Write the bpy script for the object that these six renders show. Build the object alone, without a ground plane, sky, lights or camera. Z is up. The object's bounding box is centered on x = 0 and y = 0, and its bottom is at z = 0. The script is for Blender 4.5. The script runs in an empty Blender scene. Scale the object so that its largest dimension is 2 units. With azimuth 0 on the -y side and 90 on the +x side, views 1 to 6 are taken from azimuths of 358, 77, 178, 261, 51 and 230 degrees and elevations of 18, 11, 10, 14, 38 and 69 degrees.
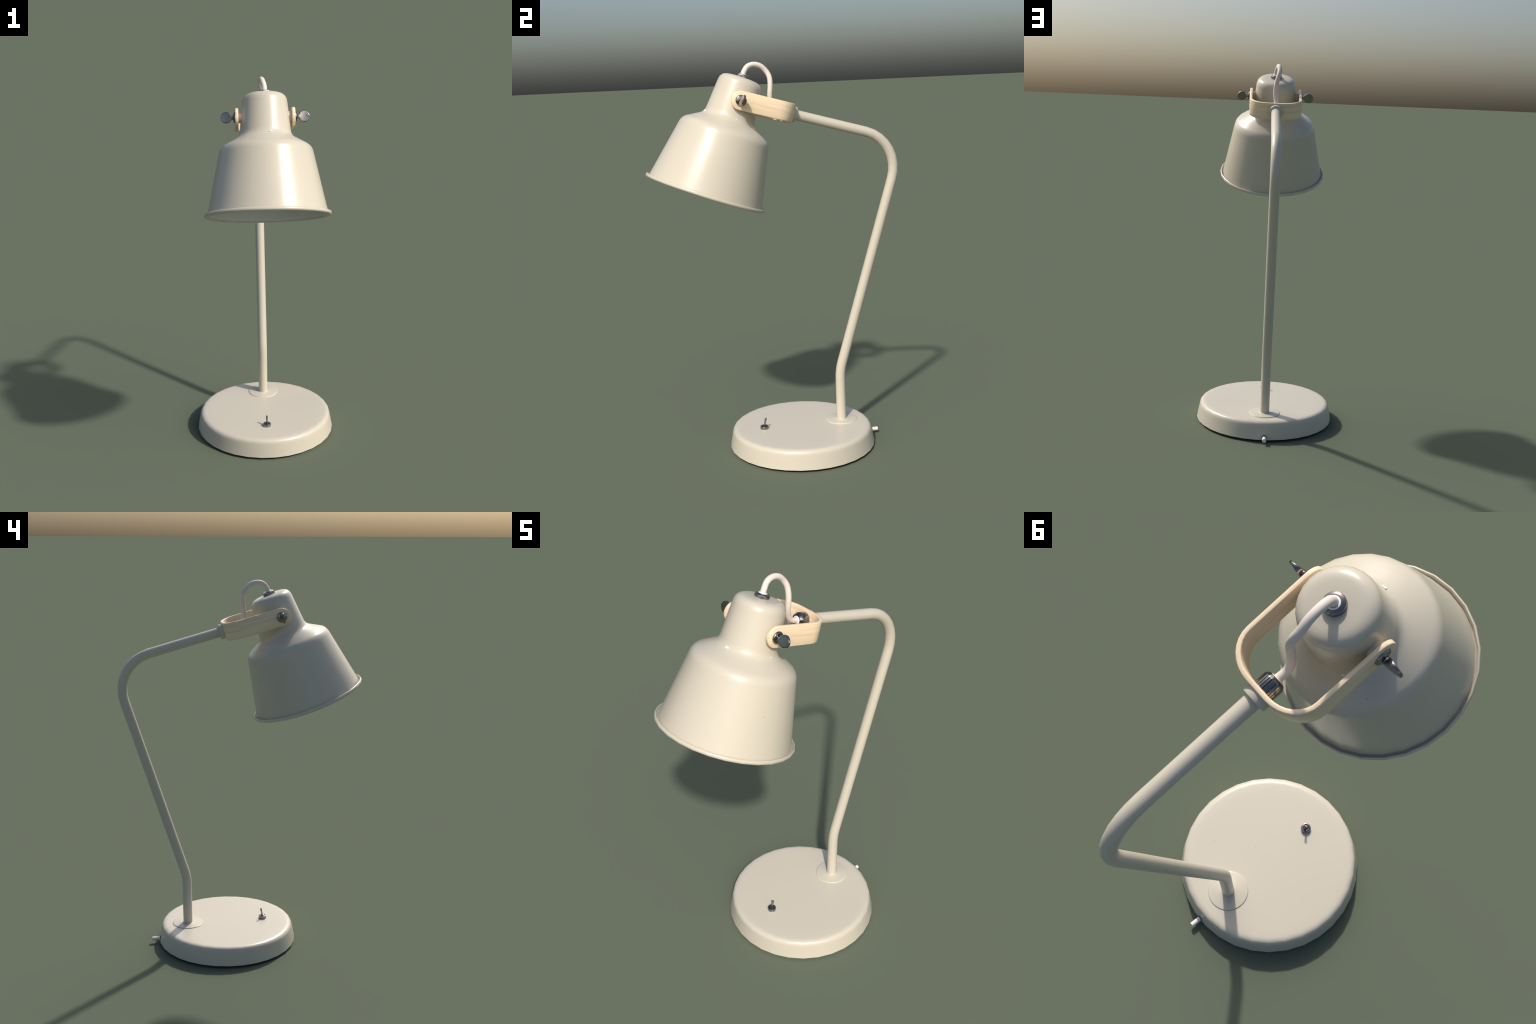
import bpy, bmesh, math
from mathutils import Vector, Matrix

# ------------------------------------------------------------------ measures
PIVOT = Vector((0, -0.1915, 1.8185))           # hinge axis of the shade (along x)
SHADE_MOUTH = Vector((0, -0.3647, 1.3691))     # centre of the rim circle
SHADE_TILT = -0.3679                           # rotation of the shade about x
ARM_DIR = Vector((0, 0.962, -0.2727)).normalized()   # from hinge down the arm
ARM_UP = Vector((0, 0.2727, 0.962)).normalized()
TUBE_R = 0.0256
BASE_C = Vector((0, 0.0833, 0))
POLE = Vector((0, 0.3045, 0))

# ------------------------------------------------------------------ materials
def new_mat(name):
    m = bpy.data.materials.new(name)
    m.use_nodes = True
    nt = m.node_tree
    return m, nt, nt.nodes["Principled BSDF"]

def ramp(nt, stops):
    r = nt.nodes.new("ShaderNodeValToRGB")
    el = r.color_ramp.elements
    while len(el) < len(stops):
        el.new(0.5)
    for e, (p, c) in zip(el, stops):
        e.position = p
        e.color = (*c, 1)
    return r

def coords(nt, scale=(1, 1, 1)):
    tc = nt.nodes.new("ShaderNodeTexCoord")
    mp = nt.nodes.new("ShaderNodeMapping")
    mp.inputs["Scale"].default_value = scale
    nt.links.new(tc.outputs["Object"], mp.inputs["Vector"])
    return mp.outputs["Vector"]

def noise(nt, vec, scale, detail=3, rough=0.5, dist=0.0):
    n = nt.nodes.new("ShaderNodeTexNoise")
    n.inputs["Scale"].default_value = scale
    n.inputs["Detail"].default_value = detail
    n.inputs["Roughness"].default_value = rough
    n.inputs["Distortion"].default_value = dist
    nt.links.new(vec, n.inputs["Vector"])
    return n.outputs["Fac"]

def math_node(nt, op, a, b):
    n = nt.nodes.new("ShaderNodeMath")
    n.operation = op
    for k, v in enumerate((a, b)):
        if isinstance(v, (int, float)):
            n.inputs[k].default_value = v
        else:
            nt.links.new(v, n.inputs[k])
    return n.outputs[0]

def mix(nt, fac, a, b):
    n = nt.nodes.new("ShaderNodeMix")
    n.data_type = 'RGBA'
    for k, v in ((0, fac), (6, a), (7, b)):
        if isinstance(v, tuple):
            n.inputs[k].default_value = (*v, 1)
        elif isinstance(v, (int, float)):
            n.inputs[k].default_value = v
        else:
            nt.links.new(v, n.inputs[k])
    return n.outputs[2]

def bump(nt, bsdf, height, strength, distance):
    b = nt.nodes.new("ShaderNodeBump")
    b.inputs["Strength"].default_value = strength
    b.inputs["Distance"].default_value = distance
    nt.links.new(height, b.inputs["Height"])
    nt.links.new(b.outputs["Normal"], bsdf.inputs["Normal"])

PAINT = (0.562, 0.514, 0.414)

def painted_metal(name, colour, rough, speck_scale=9.0, coat=0.0):
    """Creamy enamel with a faint mottling and a few tiny chips."""
    m, nt, b = new_mat(name)
    vec = coords(nt)
    soft = ramp(nt, [(0.2, tuple(c * 0.985 for c in colour)), (0.8, tuple(min(1, c * 1.015) for c in colour))])
    nt.links.new(noise(nt, vec, 2.5, 1), soft.inputs["Fac"])
    vor = nt.nodes.new("ShaderNodeTexVoronoi")
    vor.inputs["Scale"].default_value = speck_scale
    nt.links.new(vec, vor.inputs["Vector"])
    near = math_node(nt, 'LESS_THAN', vor.outputs["Distance"], 0.0032 * speck_scale)
    sep = nt.nodes.new("ShaderNodeSeparateColor")
    nt.links.new(vor.outputs["Color"], sep.inputs["Color"])
    rare = math_node(nt, 'GREATER_THAN', sep.outputs["Red"], 0.45)
    fac = math_node(nt, 'MULTIPLY', math_node(nt, 'MULTIPLY', near, rare), 0.35)
    nt.links.new(mix(nt, fac, soft.outputs["Color"], tuple(c * 0.42 for c in colour)), b.inputs["Base Color"])
    b.inputs["Roughness"].default_value = rough
    b.inputs["Coat Weight"].default_value = coat
    b.inputs["Coat Roughness"].default_value = 0.12
    return m

def chrome(name, colour, rough):
    m, nt, b = new_mat(name)
    b.inputs["Metallic"].default_value = 1.0
    vec = coords(nt)
    r = ramp(nt, [(0.3, tuple(c * 0.9 for c in colour)), (0.7, colour)])
    nt.links.new(noise(nt, vec, 60, 2), r.inputs["Fac"])
    nt.links.new(r.outputs["Color"], b.inputs["Base Color"])
    b.inputs["Roughness"].default_value = rough
    return m

def pale_wood(name):
    """Bent ash strip: grain lines run along the strip (object y, bending over x)."""
    m, nt, b = new_mat(name)
    lines = noise(nt, coords(nt, (2.2, 2.2, 62)), 1.0, 3, 0.55, 0.5)
    fibre = noise(nt, coords(nt, (16, 16, 420)), 1.0, 3, 0.6)
    base = ramp(nt, [(0.34, (0.770, 0.590, 0.395)), (0.48, (0.875, 0.695, 0.478)), (0.66, (0.920, 0.738, 0.515))])
    nt.links.new(lines, base.inputs["Fac"])
    fr = ramp(nt, [(0.35, (0.93, 0.92, 0.90)), (0.7, (1, 1, 1))])
    nt.links.new(fibre, fr.inputs["Fac"])
    mul = nt.nodes.new("ShaderNodeMix")
    mul.data_type = 'RGBA'
    mul.blend_type = 'MULTIPLY'
    mul.inputs[0].default_value = 1.0
    nt.links.new(base.outputs["Color"], mul.inputs[6])
    nt.links.new(fr.outputs["Color"], mul.inputs[7])
    nt.links.new(mul.outputs[2], b.inputs["Base Color"])
    b.inputs["Roughness"].default_value = 0.48
    bump(nt, b, lines, 0.12, 0.002)
    return m

def woven(name, colour):
    m, nt, b = new_mat(name)
    vec = coords(nt)
    r = ramp(nt, [(0.3, tuple(c * 0.94 for c in colour)), (0.7, colour)])
    n = noise(nt, vec, 420, 2, 0.6)
    nt.links.new(n, r.inputs["Fac"])
    nt.links.new(r.outputs["Color"], b.inputs["Base Color"])
    b.inputs["Roughness"].default_value = 0.7
    bump(nt, b, n, 0.25, 0.0015)
    return m

def plain(name, colour, rough):
    m, nt, b = new_mat(name)
    r = ramp(nt, [(0.3, tuple(c * 0.95 for c in colour)), (0.7, colour)])
    nt.links.new(noise(nt, coords(nt), 30, 2), r.inputs["Fac"])
    nt.links.new(r.outputs["Color"], b.inputs["Base Color"])
    b.inputs["Roughness"].default_value = rough
    return m

M_SHADE = painted_metal("enamel_gloss", PAINT, 0.27, 8.0)
M_BASE = painted_metal("enamel_satin", PAINT, 0.34, 8.0)
M_ARM = painted_metal("enamel_tube", PAINT, 0.40, 6.0)
M_METAL = chrome("dark_chrome", (0.300, 0.285, 0.270), 0.13)
M_WOOD = pale_wood("pale_ash_wood")
M_CABLE = woven("fabric_sleeve", (0.72, 0.645, 0.570))  # sleeve colour darkened to include the ambient shade on the cable
M_WHITE = plain("white_plastic", (0.90, 0.88, 0.86), 0.35)
M_CORD = plain("cord_sheath", (0.84, 0.76, 0.69), 0.45)
M_NEAR_BLACK = plain("near_black", (0.03, 0.03, 0.03), 0.7)
M_LINING = plain("white_lining", (0.80, 0.80, 0.78), 0.5)
M_INNER = plain("opal_glass", (0.80, 0.78, 0.74), 0.3)

# ------------------------------------------------------------------ mesh helpers
def finish(name, bm, mat, parent, matrix=None, smooth_angle=35.0, bevel=0.0):
    bmesh.ops.remove_doubles(bm, verts=bm.verts, dist=1e-6)
    bmesh.ops.recalc_face_normals(bm, faces=bm.faces)
    if bevel:
        sharp = [e for e in bm.edges if len(e.link_faces) == 2 and e.calc_face_angle() > math.radians(50)]
        bmesh.ops.bevel(bm, geom=sharp, offset=bevel, segments=2, profile=0.5, affect='EDGES')
    for f in bm.faces:
        f.smooth = True
    for e in bm.edges:
        if len(e.link_faces) == 2 and e.calc_face_angle() > math.radians(smooth_angle):
            e.smooth = False
    me = bpy.data.meshes.new(name)
    bm.to_mesh(me)
    bm.free()
    me.materials.append(mat)
    ob = bpy.data.objects.new(name, me)
    bpy.context.scene.collection.objects.link(ob)
    if matrix is not None:
        ob.matrix_world = matrix
    if parent is not None:
        ob.parent = parent
        ob.matrix_parent_inverse = parent.matrix_world.inverted()
    return ob

def revolve(profile, seg, phase=0.0, modulate=None, closed=True):
    """Turn (radius, height) points round local z; radius 0 closes to a pole."""
    bm = bmesh.new()
    rings = []
    for k, (r, z) in enumerate(profile):
        if r < 1e-6:
            rings.append([bm.verts.new((0, 0, z))])
            continue
        ring = []
        for i in range(seg):
            a = phase + 2 * math.pi * i / seg
            rr = r * (modulate(k, i) if modulate else 1.0)
            ring.append(bm.verts.new((rr * math.cos(a), rr * math.sin(a), z)))
        rings.append(ring)
    pairs = list(zip(rings, rings[1:]))
    if closed and len(rings[0]) > 1:
        pairs.append((rings[-1], rings[0]))
    for A, B in pairs:
        if len(A) == 1 and len(B) == 1:
            continue
        for i in range(seg):
            j = (i + 1) % seg
            if len(A) == 1:
                bm.faces.new((A[0], B[i], B[j]))
            elif len(B) == 1:
                bm.faces.new((A[i], B[0], A[j]))
            else:
                bm.faces.new((A[i], B[i], B[j], A[j]))
    return bm

def sweep(path, radius, sides, phase=0.0):
    """Round tube along a list of points, parallel-transported frame, capped."""
    bm = bmesh.new()
    n = len(path)
    tang = []
    for i in range(n):
        t = (path[min(i + 1, n - 1)] - path[max(i - 1, 0)]).normalized()
        tang.append(t)
    u = Vector((1, 0, 0))
    rings = []
    for p, t in zip(path, tang):
        u = (u - t * u.dot(t)).normalized()
        v = t.cross(u)
        rings.append([bm.verts.new(p + radius * (math.cos(phase + 2 * math.pi * i / sides) * u +
                                                 math.sin(phase + 2 * math.pi * i / sides) * v)) for i in range(sides)])
    for A, B in zip(rings, rings[1:]):
        for i in range(sides):
            j = (i + 1) % sides
            bm.faces.new((A[i], A[j], B[j], B[i]))
    bm.faces.new(rings[0][::-1])
    bm.faces.new(rings[-1])
    return bm

def catmull(pts, n):
    pts = [2 * pts[0] - pts[1]] + pts + [2 * pts[-1] - pts[-2]]
    out = []
    for k in range(1, len(pts) - 2):
        a, b, c, d = pts[k - 1:k + 3]
        for i in range(n):
            t = i / n
            out.append(0.5 * (2 * b + (c - a) * t + (2 * a - 5 * b + 4 * c - d) * t * t + (3 * b - a - 3 * c + d) * t ** 3))
    out.append(pts[-2])
    return out

def bent_path(corners, radii, steps):
    """Polyline with its inner corners replaced by circular bends."""
    out = [corners[0]]
    for p, c, q, r, n in zip(corners, corners[1:], corners[2:], radii, steps):
        d1, d2 = (p - c).normalized(), (q - c).normalized()
        half = d1.angle(d2) / 2
        cut = r / math.tan(half)
        centre = c + (d1 + d2).normalized() * (r / math.sin(half))
        a, b = c + d1 * cut - centre, c + d2 * cut - centre
        ang = a.angle(b)
        for i in range(n + 1):
            t = i / n
            out.append(centre + (a * math.sin((1 - t) * ang) + b * math.sin(t * ang)) / math.sin(ang))
    out.append(corners[-1])
    return out

def frame(origin, xa, ya, za):
    m = Matrix((xa, ya, za)).transposed().to_4x4()
    m.translation = origin
    return m

def empty(name, loc, parent=None):
    e = bpy.data.objects.new(name, None)
    bpy.context.scene.collection.objects.link(e)
    e.location = loc
    bpy.context.view_layer.update()
    if parent:
        e.parent = parent
        e.matrix_parent_inverse = parent.matrix_world.inverted()
    return e

# ------------------------------------------------------------------ the lamp
lamp = empty("desk_lamp", (0, 0, 0))
lamp["label"] = "cream metal desk lamp with bent wooden yoke and bell shade"
lamp["category"] = "desk lamp"
bpy.context.view_layer.update()
X, Y, Z = Vector((1, 0, 0)), Vector((0, 1, 0)), Vector((0, 0, 1))

# ---- base: shallow drafted puck with a rolled top edge, hollow below
base_profile = [(0.0, 0.1066), (0.15, 0.1066), (0.30, 0.1066), (0.336, 0.1065), (0.3455, 0.1058), (0.3535, 0.1036),
                (0.3600, 0.0996), (0.3645, 0.0940), (0.3672, 0.0870), (0.3690, 0.0790), (0.3752, 0.0470),
                (0.3805, 0.0190), (0.3822, 0.0112), (0.3816, 0.0100), (0.3770, 0.0100), (0.3600, 0.0750), (0.0, 0.0800)]
base = finish("base", revolve(base_profile, 32, math.pi / 32), M_BASE, lamp, Matrix.Translation(BASE_C))
finish("dark_underside_disc", revolve([(0, 0.0), (0.352, 0.0), (0.356, 0.003), (0.356, 0.030), (0.0, 0.030)], 48), M_NEAR_BLACK, base,
       Matrix.Translation(BASE_C))
finish("base_collar", revolve([(0.0, 0.1000), (0.0842, 0.1000), (0.0842, 0.1088), (0.0832, 0.1100), (0.0800, 0.1106),
                               (0.0300, 0.1106), (0.0262, 0.1116), (0.0257, 0.1130), (0.0, 0.1130)], 32), M_BASE, base,
       Matrix.Translation(POLE), 60)

# ---- toggle switch
sw = Vector((0, -0.1212, 0.1064))
def eight(k, i):
    return 1.0 if k in (3, 4, 5, 6, 7, 8) else (1.0 if i % 2 == 0 else 0.965)
switch = finish("toggle_switch", revolve([(0.0, 0.0), (0.0215, 0.0), (0.0220, 0.0130), (0.0200, 0.0165), (0.0165, 0.0180),
                                          (0.0125, 0.0172), (0.0105, 0.0140), (0.0105, 0.0185), (0.0080, 0.0205), (0.0, 0.0210)], 16,
                                         modulate=eight), M_METAL, base, Matrix.Translation(sw), 40)
tilt = Matrix.Rotation(math.radians(-12), 4, 'X')
finish("switch_lever", revolve([(0.0, 0.0), (0.0038, 0.0), (0.0040, 0.012), (0.0052, 0.036), (0.0055, 0.041), (0.0040, 0.0445),
                                (0.0, 0.0455)], 10), M_METAL, switch, Matrix.Translation(sw + Vector((0, 0.0005, 0.0145))) @ tilt, 50)

# ---- power cord stub at the back with a thin dark ring around it
cord_y = BASE_C.y + 0.3785
cord = finish("power_cord", sweep([Vector((0, cord_y - 0.03, 0.0225)), Vector((0, cord_y, 0.0225)), Vector((0, 0.5065, 0.0228))],
                                  0.0106, 14), M_CORD, base)
to_y = Matrix.Rotation(math.radians(-90), 4, 'X')
finish("cord_dark_ring", revolve([(0.0100, -0.02), (0.0138, -0.02), (0.0138, 0.0012), (0.0128, 0.0024), (0.0100, 0.0024)], 18),
       M_NEAR_BLACK, base, Matrix.Translation((0, cord_y - 0.001, 0.0225)) @ to_y)

# ---- bent tube arm
top_end = PIVOT + ARM_DIR * 0.300
arm_path = bent_path([Vector((0, 0.3045, 0.100)), Vector((0, 0.3052, 0.3811)), Vector((0, 0.6771, 1.5736)), top_end],
                     (0.30, 0.197), (4, 8))
arm = finish("arm", sweep(arm_path, TUBE_R, 16), M_ARM, lamp, None, 50)

# flange between arm and yoke
arm_frame = frame(PIVOT, X, ARM_DIR.cross(X), ARM_DIR)
finish("arm_flange", revolve([(0.0, 0.2930), (0.0395, 0.2930), (0.0395, 0.3130), (0.0385, 0.3150), (0.0300, 0.3165), (0.0268, 0.3185),
                              (0.0, 0.3185)], 20), M_ARM, arm, arm_frame, 40)

# ---- bent wooden yoke: strip swept round a U, round-ended at the hinge
HALF_W, THICK, OUT_X, BACK = 0.0462, 0.0150, 0.1450, 0.2945
def u_path():
    """Centre line in (x, along-arm) with its outward normal and half width."""
    ax, ay, c = 0.1085, 0.0950, THICK / 2
    pts = []
    for k in range(1, 9):                       # rounded tip
        ph = math.pi / 2 * (1 - k / 8.0) 
        pts.append((OUT_X - c, -HALF_W * math.sin(ph), (1, 0), HALF_W * math.cos(ph)))
    for s in (0.05, 0.10, 0.15):
        pts.append((OUT_X - c, s, (1, 0), HALF_W))
    for k in range(9):                          # elliptic corner
        ph = math.pi / 2 * k / 8
        nx, ny = math.cos(ph) / ax, math.sin(ph) / ay
        ln = math.hypot(nx, ny)
        nx, ny = nx / ln, ny / ln
        pts.append((OUT_X - ax + ax * math.cos(ph) - c * nx, BACK - ay + ay * math.sin(ph) - c * ny, (nx, ny), HALF_W))
    mirror = [(-p[0], p[1], (-p[2][0], p[2][1]), p[3]) for p in reversed(pts)]
    return pts + mirror

def yoke_mesh():
    bm = bmesh.new()
    rings = []
    e, h = 0.0032, THICK / 2
    for x, s, (nx, ny), w in u_path():
        w = max(w, 0.0045)
        sec = [(h, -w + e), (h, w - e), (h - e * 0.3, w - e * 0.3), (h - e, w), (-h + e, w), (-h + e * 0.3, w - e * 0.3),
               (-h, w - e), (-h, -w + e), (-h + e * 0.3, -w + e * 0.3), (-h + e, -w), (h - e, -w), (h - e * 0.3, -w + e * 0.3)]
        rings.append([bm.verts.new((x + nx * o, s + ny * o, z)) for o, z in sec])
    for A, B in zip(rings, rings[1:]):
        n = len(A)
        for i in range(n):
            j = (i + 1) % n
            bm.faces.new((A[i], A[j], B[j], B[i]))
    bm.faces.new(rings[0][::-1])
    bm.faces.new(rings[-1])
    return bm
yoke_frame = frame(PIVOT, X, ARM_DIR, X.cross(ARM_DIR))
yoke = finish("wooden_yoke", yoke_mesh(), M_WOOD, lamp, yoke_frame, 50)

# ---- ring nut holding the arm in the yoke, cable bushing inside it
def slots(count, seg, depth, rows, skip=99):
    per = seg // count
    def f(k, i):
        return 1 - depth if (k in rows and i % per == 0 and (i // per) % skip != skip - 2) else 1.0
    return f
finish("ring_nut", revolve([(0.0, -0.282), (0.0335, -0.282), (0.0340, -0.279), (0.0340, -0.245), (0.0335, -0.243), (0.0265, -0.2335),
                            (0.0215, -0.2325), (0.0200, -0.2345), (0.0200, -0.2400), (0.0, -0.2400)], 156,
                           modulate=slots(26, 156, 0.075, (1, 2, 3), 5)),
       M_METAL, yoke, frame(PIVOT, X, Vector(-ARM_DIR).cross(X), -ARM_DIR), 30)
finish("cable_bushing", revolve([(0.0, -0.2400), (0.0192, -0.2400), (0.0192, -0.2320), (0.0180, -0.2308), (0.0135, -0.2308), (0.0125, -0.2330),
                                 (0.0, -0.2330)], 20), M_WHITE, yoke, frame(PIVOT, X, Vector(-ARM_DIR).cross(X), -ARM_DIR), 40)

# ---- lampshade
outer = [(0.0, 0.5955), (0.040, 0.5953), (0.066, 0.5945), (0.0800, 0.5922), (0.0905, 0.5880), (0.0985, 0.5815), (0.1040, 0.5735),
         (0.1072, 0.5650), (0.1092, 0.5550), (0.1222, 0.4150), (0.1238, 0.4040), (0.1268, 0.3945), (0.1320, 0.3855),
         (0.1395, 0.3780), (0.1490, 0.3718), (0.1760, 0.3563), (0.2020, 0.3415), (0.2110, 0.3352), (0.2185, 0.3270), (0.2240, 0.3180),
         (0.2277, 0.3085), (0.2303, 0.2970), (0.2595, 0.1580), (0.2886, 0.0200), (0.2908, 0.0085)]
curl = [(0.2928, 0.0020), (0.2955, -0.0015), (0.2985, 0.0010), (0.3000, 0.0062), (0.3012, 0.0095), (0.3033, 0.0112), (0.3058, 0.0102),
        (0.3078, 0.0068), (0.3090, 0.0025), (0.3085, -0.0022), (0.3058, -0.0058), (0.3012, -0.0080), (0.2955, -0.0082), (0.2908, -0.0062),
        (0.2884, -0.0030), (0.2872, 0.0022)]
inner = [(0.2560, 0.1560), (0.2262, 0.2980), (0.2200, 0.3150), (0.2070, 0.3320), (0.1460, 0.3680), (0.1240, 0.3850), (0.1195, 0.4050),
         (0.1055, 0.5550), (0.0960, 0.5780), (0.0780, 0.5890), (0.0, 0.5915)]
shade_frame = Matrix.Translation(SHADE_MOUTH) @ Matrix.Rotation(SHADE_TILT, 4, 'X')
curl = [(r, z + 0.0035) for r, z in curl]
outer = [(r + min(0.0015, r * 0.02), z) for r, z in outer]
shade = finish("lampshade", revolve(outer + curl, 28, 0.0, closed=False), M_SHADE, lamp, shade_frame, 60)
finish("shade_lining", revolve([(0.2868, 0.0020)] + inner, 28, 0.0, closed=False), M_LINING, shade, shade_frame, 60)

# hinge bosses on the neck, one per side
boss_mesh = None
for side in (1, -1):
    fr = frame(PIVOT, Vector((0, side, 0)), Z, Vector((side, 0, 0)))
    if boss_mesh is None:
        b0 = finish("hinge_boss", revolve([(0.0, 0.1000), (0.0270, 0.1000), (0.0270, 0.1285), (0.0262, 0.1297), (0.0, 0.1297)], 20),
                    M_SHADE, shade, fr)
        boss_mesh = b0.data
    else:
        b1 = bpy.data.objects.new("hinge_boss", boss_mesh)
        bpy.context.scene.collection.objects.link(b1)
        b1.matrix_world = fr
        b1.parent = shade
        b1.matrix_parent_inverse = shade.matrix_world.inverted()

# socket in the neck with the three little tabs that show through the neck, and a globe bulb
def socket_mesh():
    bm = revolve([(0.0, 0.585), (0.060, 0.585), (0.060, 0.400), (0.052, 0.395), (0.0, 0.395)], 24)
    for ang, r, wide, tall, s in ((-81.7, 0.1312, 0.0150, 0.0080, 0.3868), (4.7, 0.1285, 0.0050, 0.0040, 0.3890), (127.0, 0.1280, 0.0090, 0.0045, 0.3888)):
        a = math.radians(ang)
        rot = Matrix.Translation((r * math.cos(a), r * math.sin(a), s)) @ Matrix.Rotation(a, 4, 'Z') @ Matrix.Rotation(math.radians(-38), 4, 'Y')
        bmesh.ops.create_cube(bm, size=1, matrix=rot @ Matrix.Diagonal((0.0075, wide, tall, 1)))
    return bm
finish("bulb_socket", socket_mesh(), M_WHITE, shade, shade_frame)
finish("light_bulb", revolve([(0.0, 0.155), (0.030, 0.159), (0.056, 0.171), (0.078, 0.192), (0.091, 0.219), (0.095, 0.248), (0.090, 0.277),
                              (0.076, 0.305), (0.058, 0.335), (0.047, 0.365), (0.044, 0.400), (0.0, 0.400)], 32), M_INNER, shade, shade_frame)

# cap nut on top of the shade with its bushing
finish("cap_nut", revolve([(0.0, 0.590), (0.0310, 0.590), (0.0313, 0.5965), (0.0313, 0.6070), (0.0303, 0.6085), (0.0235, 0.6128), (0.0205, 0.6132),
                           (0.0196, 0.6120), (0.0196, 0.606), (0.0, 0.606)], 96, modulate=slots(48, 96, 0.035, (1, 2, 3))),
       M_METAL, shade, shade_frame, 30)
finish("cable_bushing", revolve([(0.0, 0.606), (0.0190, 0.606), (0.0190, 0.6138), (0.0178, 0.6150), (0.0138, 0.6150), (0.0125, 0.611),
                                 (0.0, 0.611)], 20), M_WHITE, shade, shade_frame, 40)

# ---- fabric cable looping from the cap to the ring nut
cable_pts = [Vector(p) for p in ((0, -0.1500, 1.9260), (0, -0.1385, 1.9560), (-0.0060, -0.1180, 1.9795), (-0.0110, -0.0870, 1.9872),
                                 (-0.0140, -0.0530, 1.9785), (-0.0155, -0.0270, 1.9555), (-0.0080, -0.0110, 1.9240), (0.0010, -0.0105, 1.8820),
                                 (0.0030, -0.0155, 1.8360), (-0.0020, -0.0125, 1.7950), (-0.0030, 0.0030, 1.7670), (0, 0.0330, 1.7548), (0, 0.0420, 1.7522))]
finish("cable", sweep(catmull(cable_pts, 4), 0.0130, 14), M_CABLE, lamp, None, 60)

# ---- thumb screws: domed washer, neck and a flattened finger blade
def thumb_screw_mesh():
    bm = revolve([(0.0, 0.1400), (0.0262, 0.1400), (0.0272, 0.1455), (0.0270, 0.1490), (0.0240, 0.1525), (0.0180, 0.1545), (0.0112, 0.1555),
                  (0.0100, 0.1565), (0.0098, 0.1600), (0.0, 0.1600)], 24)
    rings = []
    cx, R = 0.1888, 0.0278
    n = 24
    stations = [0.1570, 0.1600] + [cx - R * math.cos(math.pi * k / 14) for k in range(1, 14)] + [cx + R]
    for z in sorted(stations):
        circ = math.sqrt(max(0.0, R * R - (z - cx) ** 2)) if z > cx - R else 0
        b = max(circ, 0.0098 if z < cx else 0.0055)
        t = min(1.0, max(0.0, (z - 0.160) / (cx + R - 0.160)))
        th = 0.0042 + 0.0088 * (1 - t) ** 2.0
        p = 2.0 + 5.0 * min(1.0, max(0.0, (z - 0.160) / 0.012))
        ring = []
        for i in range(n):
            a = 2 * math.pi * i / n
            c, s = math.cos(a), math.sin(a)
            ring.append(bm.verts.new((math.copysign(abs(c) ** (2 / p), c) * th, math.copysign(abs(s) ** (2 / p), s) * b, z)))
        rings.append(ring)
    for A, B in zip(rings, rings[1:]):
        for i in range(n):
            j = (i + 1) % n
            bm.faces.new((A[i], A[j], B[j], B[i]))
    bm.faces.new(rings[0][::-1])
    bm.faces.new(rings[-1])
    return bm
screw_mesh = None
for side, lean in ((1, 24), (-1, 14)):
    up = Vector((0, math.sin(math.radians(lean)), math.cos(math.radians(lean))))
    za = Vector((side, 0, 0))
    fr = frame(PIVOT, up.cross(za), up, za)
    if screw_mesh is None:
        s0 = finish("thumb_screw", thumb_screw_mesh(), M_METAL, yoke, fr, 42)
        screw_mesh = s0.data
    else:
        s1 = bpy.data.objects.new("thumb_screw", screw_mesh)
        bpy.context.scene.collection.objects.link(s1)
        s1.matrix_world = fr
        s1.parent = yoke
        s1.matrix_parent_inverse = yoke.matrix_world.inverted()
